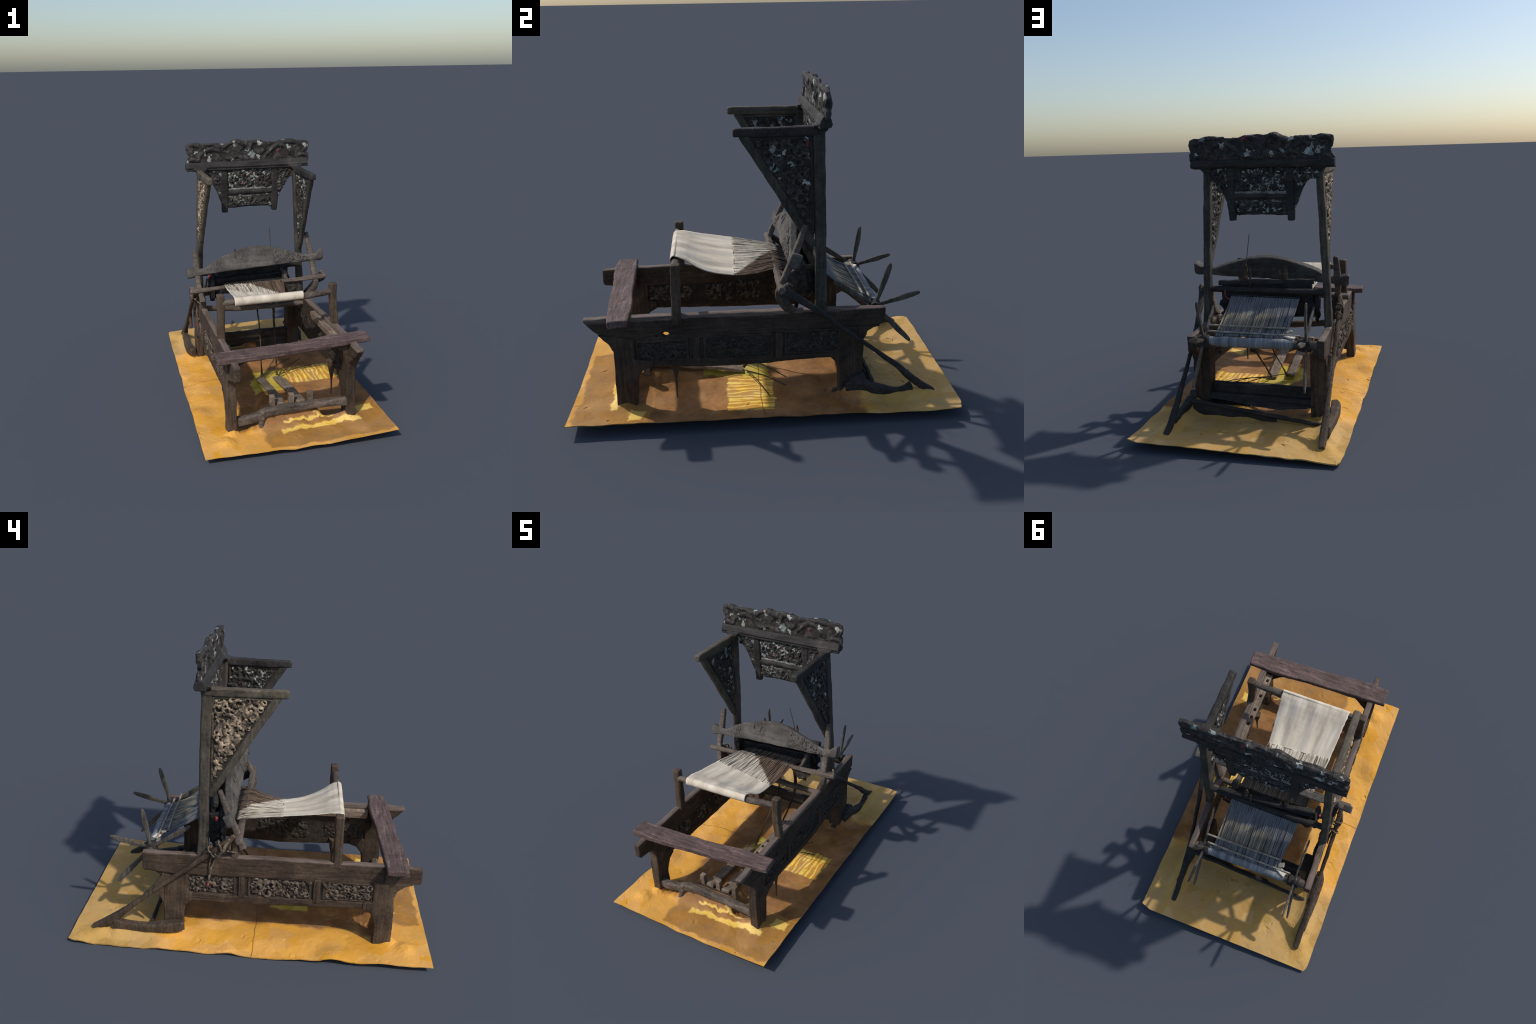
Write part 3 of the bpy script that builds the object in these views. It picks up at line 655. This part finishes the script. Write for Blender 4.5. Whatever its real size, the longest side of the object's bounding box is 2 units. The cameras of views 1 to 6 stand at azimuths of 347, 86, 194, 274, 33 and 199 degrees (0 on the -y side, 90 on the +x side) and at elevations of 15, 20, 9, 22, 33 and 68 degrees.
        beam(bm, [P(y0, 1.432), P(0.1, 1.430), P(-0.06, z1), P(y1 + 0.012, z1), P(y1, z1)], [0.044, 0.040, 0.038, 0.040, 0.030], [0.050, 0.048, 0.044, 0.040, 0.034], per=8)
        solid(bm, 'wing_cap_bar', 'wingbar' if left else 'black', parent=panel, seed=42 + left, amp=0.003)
        bm = empty_bm()
        beam(bm, [P(-0.085 + dy, 1.42), P(0.06 + dy, 1.185), P(0.205 + dy, 0.945), P(0.25, 0.87)], [0.030, 0.028, 0.028, 0.026], [0.044, 0.041, 0.041, 0.036], up=(0, 0.85, 0.5), per=8)
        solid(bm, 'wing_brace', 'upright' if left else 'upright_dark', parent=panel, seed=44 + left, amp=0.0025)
        bm = empty_bm()
        beam(bm, [P(0.237, 1.405), P(0.236, 0.95)], 0.026, 0.012, up=(0, 1, 0), per=12)
        beam(bm, [P(0.23, 1.402), P(-0.06, 1.402)], 0.026, 0.012, per=12)
        solid(bm, 'wing_moulding', 'wingbar' if left else 'black', parent=panel, voxel=0.0035, relax=1, amp=0.0015)

# ---------------------------------------------------------------- weaving gear
BO = Vector((-0.0075, 0.0785, 0.6755)); BX = Vector((0.953, 0.005, 0.035)).normalized()
BN = BX.cross(Vector((0, 0.377, 0.926))).normalized(); BV = BN.cross(BX) * -1
if BV.z < 0: BV = -BV
def BP(s, t, d=0.0): return BO + BX * s + BV * t + BN * d     # BN points to the front (-y)

def build_beater():
    bm = empty_bm()
    bot = 0.112
    out = [(-0.482, 0.098), (-0.489, 0.165), (-0.476, 0.168), (-0.420, 0.146), (-0.37, 0.146), (-0.34, 0.160), (-0.30, 0.188), (-0.22, 0.226), (-0.12, 0.258), (-0.03, 0.270), (0.03, 0.270),
           (0.10, 0.260), (0.19, 0.232), (0.27, 0.198), (0.34, 0.170), (0.39, 0.160), (0.425, 0.166), (0.468, 0.200), (0.482, 0.196), (0.484, 0.130), (0.465, 0.115), (0.40, 0.118), (0.2, 0.116), (0.0, 0.115), (-0.25, 0.110), (-0.42, 0.100), (-0.465, 0.094)]
    out = [(u, v - 0.006 * (v > 0.2)) for u, v in out]
    slab(bm, out, lambda u, v, t: BP(u, v, t), -0.026, 0.014)
    slab(bm, [(0.425, 0.135), (0.43, 0.170), (0.470, 0.198), (0.482, 0.192), (0.480, 0.128), (0.45, 0.122)], lambda u, v, t: BP(u, v, t), -0.03, 0.024)
    board = solid(bm, 'beater_board', 'grey', seed=50, amp=0.004, freq=9)
    bm = empty_bm(); rng = random.Random(31)
    arch = lambda u: pw(u, [(-0.37, 0.146), (-0.30, 0.188), (-0.12, 0.258), (0.0, 0.27), (0.10, 0.26), (0.27, 0.198), (0.39, 0.16)]) - 0.014
    inside = lambda u, v, s: 0.128 < v - s * .4 and v + s * .4 < arch(u)
    pl = lambda u, v: (BP(u, v, 0.015), BX, BV, BN)
    carving(bm, rng, inside, pl, 0.13, 0.37, 0.12, 0.26, 0.011, 90, 0.002)
    carving(bm, rng, inside, pl, -0.36, -0.25, 0.12, 0.24, 0.010, 24, 0.002)
    carving(bm, rng, inside, pl, -0.17, -0.06, 0.19, 0.26, 0.008, 10, 0.001)
    c = solid(bm, 'carving', 'grey', parent=board, voxel=0.0028, relax=2, amp=0.0008, freq=40); c['kind'] = 'stuff'
    bm = empty_bm()
    beam(bm, [BP(-0.480, 0.0), BP(-0.2, 0.004), BP(0.1, 0.0), BP(0.3, -0.002), BP(0.485, 0.0)], [0.036, 0.034, 0.032, 0.034, 0.036], [0.034, 0.026, 0.024, 0.032, 0.036], up=tuple(BV), per=8)
    solid(bm, 'beater_bar', 'bar', seed=51, amp=0.003)
    for s0, s1, s2, top in ((-0.405, -0.417, -0.412, 0.285), (0.405, 0.402, 0.385, 0.325)):
        bm = empty_bm()
        beam(bm, [(BP(s0, -0.08, -0.01) if s0 < 0 else Vector((0.345, 0.135, 0.530))), BP(s0, -0.05, -0.01), BP(s1, 0.06, -0.004), BP(s1, 0.15, -0.008), BP(s2, top, -0.004)], [0.044, 0.038, 0.036, 0.042, 0.028], [0.046, 0.036, 0.032, 0.034, 0.024], up=tuple(BN), per=8)
        solid(bm, 'beater_arm', 'bar', seed=52 + s0, amp=0.003)
    bm = empty_bm(); beam(bm, [(-0.395, 0.105, 0.515), (-0.405, 0.10, 0.645)], 0.036, 0.045, up=(0, 1, 0))
    solid(bm, 'beater_prop', 'leg', seed=54, amp=0.003)

def build_heddles():
    bars = [((0.268, 0.283, 0.768), (-0.04, 0.262, 0.778), (-0.305, 0.222, 0.776), 0.030)]
    for a, b, c, w in bars:
        bm = empty_bm(); beam(bm, [a, b, c], w, w * 1.1)
        solid(bm, 'heddle_bar', 'black', seed=60 + w, amp=0.004, freq=18, voxel=0.0045)
    for y, x0, x1, z0, z1 in ((0.228, -0.300, 0.235, 0.590, 0.700), (0.262, -0.300, 0.250, 0.575, 0.765)):
        bm = empty_bm(); sk = lambda u: y + 0.07 * u
        slab(bm, [(x0, z1), (x0 - 0.004, z0 + 0.09), (x0 - 0.030, z0 + 0.055), (x0 + 0.012, z0 + 0.03), (x0 + 0.0, z0 - 0.03), (x0 + 0.035, z0 - 0.045), (x0 + 0.06, z0 + 0.008), (0, z0 - 0.008), (x1 - 0.05, z0),
                  (x1 - 0.03, z0 - 0.035), (x1 - 0.005, z0 - 0.02), (x1 - 0.004, z0 + 0.04), (x1 + 0.022, z0 + 0.06), (x1, z0 + 0.10), (x1, z1)], lambda u, v, t: Vector((u, sk(u) + t, v)), -0.010, 0.010)
        solid(bm, 'heddle', 'heddle', seed=y * 50, amp=0.007, freq=18)
        bm = empty_bm(); tube(bm, [(x0 - 0.01, sk(x0), z0 + 0.005), (0.0, sk(0), z0 - 0.005), (x1 + 0.01, sk(x1), z0 + 0.01)], 0.010)
        solid(bm, 'heddle_bar', 'black', seed=y, amp=0.004, voxel=0.004)
    # folds of cloth and string hanging at both ends of the heddles
    for x, prof in ((0.205, [(0.085, 0.685), (0.12, 0.675), (0.20, 0.72), (0.285, 0.72), (0.275, 0.62), (0.235, 0.535), (0.195, 0.56), (0.15, 0.535), (0.115, 0.60)]),
                    (-0.318, [(0.15, 0.70), (0.20, 0.74), (0.262, 0.735), (0.262, 0.61), (0.222, 0.525), (0.200, 0.60), (0.180, 0.54), (0.158, 0.55), (0.165, 0.62)])):
        bm = empty_bm(); slab(bm, prof, lambda u, v, t: Vector((x + t + 0.012 * math.sin(v * 45 + u * 60), u, v)), -0.011, 0.011)
        solid(bm, 'hanging_cloth', 'heddle' if x < 0 else 'rag', seed=x * 9, amp=0.010, freq=18)
    bm = empty_bm()      # soiled rag over the end of the beater bar
    slab(bm, [(0.155, 0.694), (0.20, 0.690), (0.27, 0.670), (0.29, 0.640), (0.25, 0.600), (0.21, 0.590), (0.18, 0.62), (0.16, 0.66)], lambda u, v, t: Vector((u, 0.085 + t + 0.25 * (u - 0.155) * (0.69 - v) * 4, v)), -0.007, 0.007)
    solid(bm, 'hanging_cloth', 'rag', seed=8, amp=0.007, freq=20)
    # fixed bar between the uprights and pole below the heddles
    bm = empty_bm(); tube(bm, [(0.325, 0.288, 0.735), (0.0, 0.282, 0.728), (-0.385, 0.272, 0.722)], [0.018, 0.021, 0.019], 10)
    solid(bm, 'warp_bar', 'black', voxel=0.004, seed=66, amp=0.003)
    bm = empty_bm(); tube(bm, [(-0.385, 0.14, 0.508), (-0.1, 0.135, 0.490), (0.345, 0.135, 0.487)], [0.020, 0.022, 0.018], 10)
    solid(bm, 'cross_pole', 'bar', voxel=0.004, seed=67, amp=0.003)
    # knotted tufts and cords above the heddles
    for x, y, z, h, r in ((0.100, 0.272, 0.775, 0.115, 0.015), (0.070, 0.285, 0.76, 0.11, 0.009), (-0.137, 0.245, 0.780, 0.115, 0.016), (-0.105, 0.26, 0.83, 0.05, 0.006)):
        bm = empty_bm(); tube(bm, [(x, y, z - 0.01), (x + 0.002, y, z + h * 0.4), (x - 0.003, y, z + h * 0.75), (x, y + 0.002, z + h)], [r, r * 0.75, r * 0.6, 0.002], 7)
        solid(bm, 'cord_tuft', 'darkcord', voxel=0.003, relax=1, seed=x * 30, amp=0.004, freq=40)
    bm = empty_bm(); tube(bm, [(0.112, 0.222, 0.86), (0.106, 0.205, 0.95), (0.097, 0.184, 1.053)], 0.0022, 6)
    to_obj(bm, 'cord', 'darkcord')
    for pts, r in (([(0.002, 0.19, 0.60), (0.002, 0.185, 0.46), (-0.002, 0.10, 0.32), (-0.03, -0.05, 0.14), (-0.040, -0.115, 0.070)], [0.010, 0.006, 0.0045, 0.004, 0.010]),
                   ([(0.120, 0.19, 0.60), (0.120, 0.185, 0.44), (0.110, 0.12, 0.32), (0.08, -0.04, 0.14), (0.068, -0.105, 0.062)], [0.016, 0.010, 0.007, 0.005, 0.009])):
        bm = empty_bm(); tube(bm, pts, r, 7, 8); o = to_obj(bm, 'treadle_cord', 'darkcord'); roughen(o.data, 0.003, 30)
    for a, b in (((-0.06, -0.15, 0.075), (0.22, 0.12, 0.075)), ((0.10, -0.10, 0.06), (0.30, 0.11, 0.07)), ((0.09, -0.09, 0.055), (0.36, 0.02, 0.05))):
        bm = empty_bm(); m = [lerp(p, q, .5) for p, q in zip(a, b)]; m[2] += 0.012
        tube(bm, [a, m, b], 0.0028, 6); to_obj(bm, 'loose_cord', 'darkcord')

def cloth_L(y): return pw(y, [(-0.47, 0.772), (-0.425, 0.770), (-0.335, 0.750), (-0.125, 0.722), (0.05, 0.690), (0.085, 0.686), (0.125, 0.664), (0.20, 0.664), (0.295, 0.692)])
def cloth_R(y): return pw(y, [(-0.46, 0.776), (-0.425, 0.772), (-0.339, 0.706), (-0.25, 0.668), (-0.12, 0.645), (0.02, 0.672), (0.075, 0.702), (0.125, 0.672), (0.20, 0.668), (0.295, 0.697)])
def cloth_xL(y): return pw(y, [(-0.47, -0.285), (-0.14, -0.270), (0.096, -0.246), (0.295, -0.229)])
def cloth_xR(y): return pw(y, [(-0.47, 0.150), (-0.30, 0.140), (-0.14, 0.125), (0.07, 0.165), (0.295, 0.188)])
def cloth_pt(u, y):
    """u 0..1 from the left to the right selvedge"""
    k = lambda f: (f(y - 0.03) + f(y) + f(y + 0.03)) / 3
    z = lerp(k(cloth_L), k(cloth_R), u ** 1.08) - 0.007 * math.sin(math.pi * u) * math.sin(math.pi * max(0, min(1, (y + 0.46) / 0.5)))
    return Vector((lerp(cloth_xL(y), cloth_xR(y), u), y, z))

def thin(bm, name, mat, t):
    o = to_obj(bm, name, mat); s = o.modifiers.new('s', 'SOLIDIFY'); s.thickness = t; s.offset = 0
    dg = bpy.context.evaluated_depsgraph_get(); me = bpy.data.meshes.new_from_object(o.evaluated_get(dg)); me.name = name
    o.modifiers.clear(); o.data = me
    return o

def build_textiles():
    # woven cloth from the fell over the cloth beam
    bm = empty_bm(); nu, nv = 70, 70; rows = []
    rim = []
    for k in range(7):                                   # wrap round the beam
        a = math.radians(-50 + k * 22); rim.append((-0.450 - 0.027 * math.cos(a), 0.745 + 0.027 * math.sin(a)))
    for j in range(nv + 1):
        y = lerp(-0.449, -0.138, j / nv); row = []
        for i in range(nu + 1):
            u = i / nu; yy = y + (0.006 * noise.noise((u * 9, 0, 0)) if j == nv else 0)
            p = cloth_pt(u, yy)
            fold = noise.noise((u * 7.5 + 0.8 * (y + 0.4), y * 1.4, 2.0)) * 0.010 * min(1, j / 10) + noise.noise((u * 22, y * 3, 5)) * 0.0025
            p.z += fold; p.x += 0.004 * noise.noise((u * 3, y * 30, 9)) * (1 if i in (0, nu) else 0)
            row.append(bm.verts.new(p))
        rows.append(row)
    wrap = []
    for y, z in rim:
        wrap.append([bm.verts.new((lerp(-0.285, 0.150, i / nu) + 0.003 * noise.noise((i * .3, z * 40, 1)), y + 0.006 * (i / nu) + 0.001 * noise.noise((i * .2, z * 30, 4)), z + 0.006 * i / nu)) for i in range(nu + 1)])
    rows = wrap + rows
    for a, b in zip(rows, rows[1:]):
        for i in range(nu): bm.faces.new((a[i], a[i + 1], b[i + 1], b[i]))
    thin(bm, 'woven_cloth', 'cloth', 0.004)
    # warp threads, front and rear
    def strands(name, mat, ys, pt, n, r, seed, dip):
        rng = random.Random(seed); bm = empty_bm()
        for i in range(n):
            u = (i + rng.uniform(-0.3, 0.3)) / (n - 1); u = max(0, min(1, u)); dz = rng.uniform(-dip, dip)
            pts = []; m = len(ys)
            for j, y in enumerate(ys):
                p = pt(u, y); f = math.sin(math.pi * j / (m - 1))
                p.z += dz * f; p.x += 0.002 * noise.noise((i * 1.7, y * 12, seed)) * f; pts.append(p)
            tube(bm, pts, r * rng.uniform(0.7, 1.25), 5, 1)
        o = to_obj(bm, name, mat); o['kind'] = 'stuff'; return o
    front = [lerp(-0.145, 0.295, j / 26) for j in range(27)]
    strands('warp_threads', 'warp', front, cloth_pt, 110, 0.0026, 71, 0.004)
    def rear(u, y):
        t = (y - 0.285) / 0.285
        x = lerp(lerp(-0.229, -0.200, t), lerp(0.188, 0.205, t), u)
        return Vector((x, y, lerp(lerp(0.690, 0.698, u), 0.527, t) - 0.016 * math.sin(math.pi * t)))
    rys = [lerp(0.285, 0.572, j / 20) for j in range(21)]
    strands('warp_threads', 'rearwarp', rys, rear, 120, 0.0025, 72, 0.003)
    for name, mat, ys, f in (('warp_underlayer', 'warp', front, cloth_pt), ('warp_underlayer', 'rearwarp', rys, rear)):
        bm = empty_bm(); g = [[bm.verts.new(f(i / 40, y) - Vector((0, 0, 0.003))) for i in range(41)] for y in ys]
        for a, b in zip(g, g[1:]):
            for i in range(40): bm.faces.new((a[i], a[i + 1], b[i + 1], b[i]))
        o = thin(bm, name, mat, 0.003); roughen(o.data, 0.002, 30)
    # warp beam with its wound yarn and spokes
    bm = empty_bm(); tube(bm, [(0.335, 0.588, 0.492), (0.0, 0.584, 0.490), (-0.395, 0.578, 0.490)], [0.026, 0.026, 0.026], 12)
    wb = solid(bm, 'warp_beam', 'bar', voxel=0.0045, seed=74, amp=0.003)
    bm = empty_bm(); tube(bm, [(0.225, 0.586, 0.494), (0.215, 0.586, 0.494), (0.0, 0.584, 0.493), (-0.235, 0.580, 0.493), (-0.25, 0.580, 0.493)], [0.022, 0.028, 0.029, 0.029, 0.024], 20, 10)
    o = to_obj(bm, 'yarn_roll', 'yarn', parent=wb); roughen(o.data, 0.0022, 45)
    hubs = [(0.262, 0.586, 0.497, [(0.272, 0.658, 0.735), (0.254, 0.824, 0.561), (0.265, 0.783, 0.284), (0.275, 0.365, 0.651)]),
            (-0.318, 0.580, 0.497, [(-0.339, 0.622, 0.739), (-0.334, 0.809, 0.557), (-0.351, 0.765, 0.287), (-0.327, 0.355, 0.652)])]
    for hx, hy, hz, tips in hubs:
        bm = empty_bm(); tube(bm, [(hx - 0.035, hy, hz - 0.005), (hx + 0.035, hy, hz - 0.005)], 0.037, 12)
        solid(bm, 'beam_hub', 'black', parent=wb, voxel=0.0045, relax=3, seed=hx, amp=0.005, freq=25)
        for k, tip in enumerate(tips):
            h = Vector((lerp(hx, tip[0], 0.3) , hy, hz)); t = Vector(tip)
            bm = empty_bm(); d = t - h; side = Vector((1, 0, 0))
            beam(bm, [h, h + d * 0.3, h + d * 0.62, h + d * 0.9, t], [0.014, 0.013, 0.014, 0.012, 0.010], [0.016, 0.022, 0.031, 0.024, 0.013], up=tuple(d.cross(side).normalized()), per=5)
            solid(bm, 'spoke', 'stick', parent=wb, voxel=0.0035, relax=2, seed=hx * 7 + k, amp=0.002, freq=14)
    # lease rods lying on the rear warp
    for a, b in (((0.262, 0.518, 0.570), (-0.205, 0.505, 0.562)), ((0.245, 0.558, 0.545), (-0.285, 0.556, 0.535))):
        bm = empty_bm(); tube(bm, [a, [lerp(p, q, .5) for p, q in zip(a, b)], b], [0.0065, 0.005, 0.0055], 8); o = to_obj(bm, 'lease_rod', 'rod'); roughen(o.data, 0.0012, 20)
    bm = empty_bm(); beam(bm, [(-0.20, 0.548, 0.530), (-0.262, 0.575, 0.526)], 0.034, 0.012); solid(bm, 'paper_scrap', 'cloth', voxel=0.004, relax=1, amp=0.004, freq=30)
    bm = empty_bm(); beam(bm, [(-0.20, 0.535, 0.545), (-0.235, 0.525, 0.555)], 0.03, 0.010); solid(bm, 'paper_scrap', 'rod', voxel=0.004, relax=1, amp=0.004, freq=30)

def build_ropes():
    rng = random.Random(77)
    def rope(pts, r, mat='cord', name='rope'):
        bm = empty_bm(); tube(bm, pts, r, 6, 6); o = to_obj(bm, name, mat); roughen(o.data, 0.004, 45); return o
    # lashing of the left strut to the beater arm and rail
    for k, (dy, tilt) in enumerate(((0.0, 0.3), (0.010, 0.9), (0.045, -0.2))):
        c = Vector((-0.445, 0.175 + dy, 0.606 - dy * 0.8)); pts = []
        for j in range(10):
            a = 2 * math.pi * j / 8; pts.append(c + Vector((0.022 * math.cos(a), 0.016 * math.sin(a + tilt) + rng.uniform(-.004, .004), 0.030 * math.sin(a) + rng.uniform(-.004, .004))))
        rope(pts, 0.0042)
    rope([(-0.45, 0.13, 0.655), (-0.462, 0.15, 0.61), (-0.462, 0.17, 0.57), (-0.452, 0.20, 0.545)], [0.008, 0.010, 0.008, 0.005])
    rope([(-0.455, 0.20, 0.56), (-0.432, 0.225, 0.53), (-0.427, 0.235, 0.47), (-0.425, 0.238, 0.42)], [0.005, 0.004, 0.004, 0.003])
    rope([(-0.455, 0.18, 0.56), (-0.430, 0.205, 0.52), (-0.425, 0.225, 0.46), (-0.424, 0.236, 0.40), (-0.424, 0.24, 0.365)], [0.004, 0.004, 0.007, 0.006, 0.004])
    rope([(-0.424, 0.24, 0.372), (-0.426, 0.242, 0.345)], [0.004, 0.005], 'red', 'red_thread')
    rope([(-0.45, 0.14, 0.585), (-0.42, 0.10, 0.56), (-0.40, 0.07, 0.55)], 0.005)
    rope([(-0.33, 0.22, 0.70), (-0.335, 0.21, 0.72)], 0.008, 'red', 'red_thread')
    # right side: cord from bar to upright
    rope([(0.47, 0.08, 0.70), (0.45, 0.11, 0.72), (0.44, 0.13, 0.70)], 0.007)
    rope([(0.215, 0.27, 0.755), (0.222, 0.31, 0.72), (0.218, 0.30, 0.685), (0.185, 0.31, 0.67), (0.172, 0.33, 0.655)], 0.0035, 'red', 'mauve_cord')

def main():
    global ROOT
    build_materials()
    ROOT = bpy.data.objects.new('weaving_loom', None); bpy.context.scene.collection.objects.link(ROOT)
    ROOT['label'] = 'old carved dark wooden hand loom on an ochre floor sheet'; ROOT['category'] = 'loom'
    build_sheet(); build_side(True); build_side(False); build_frame(); build_canopy()
    build_beater(); build_heddles(); build_textiles(); build_ropes()
main()
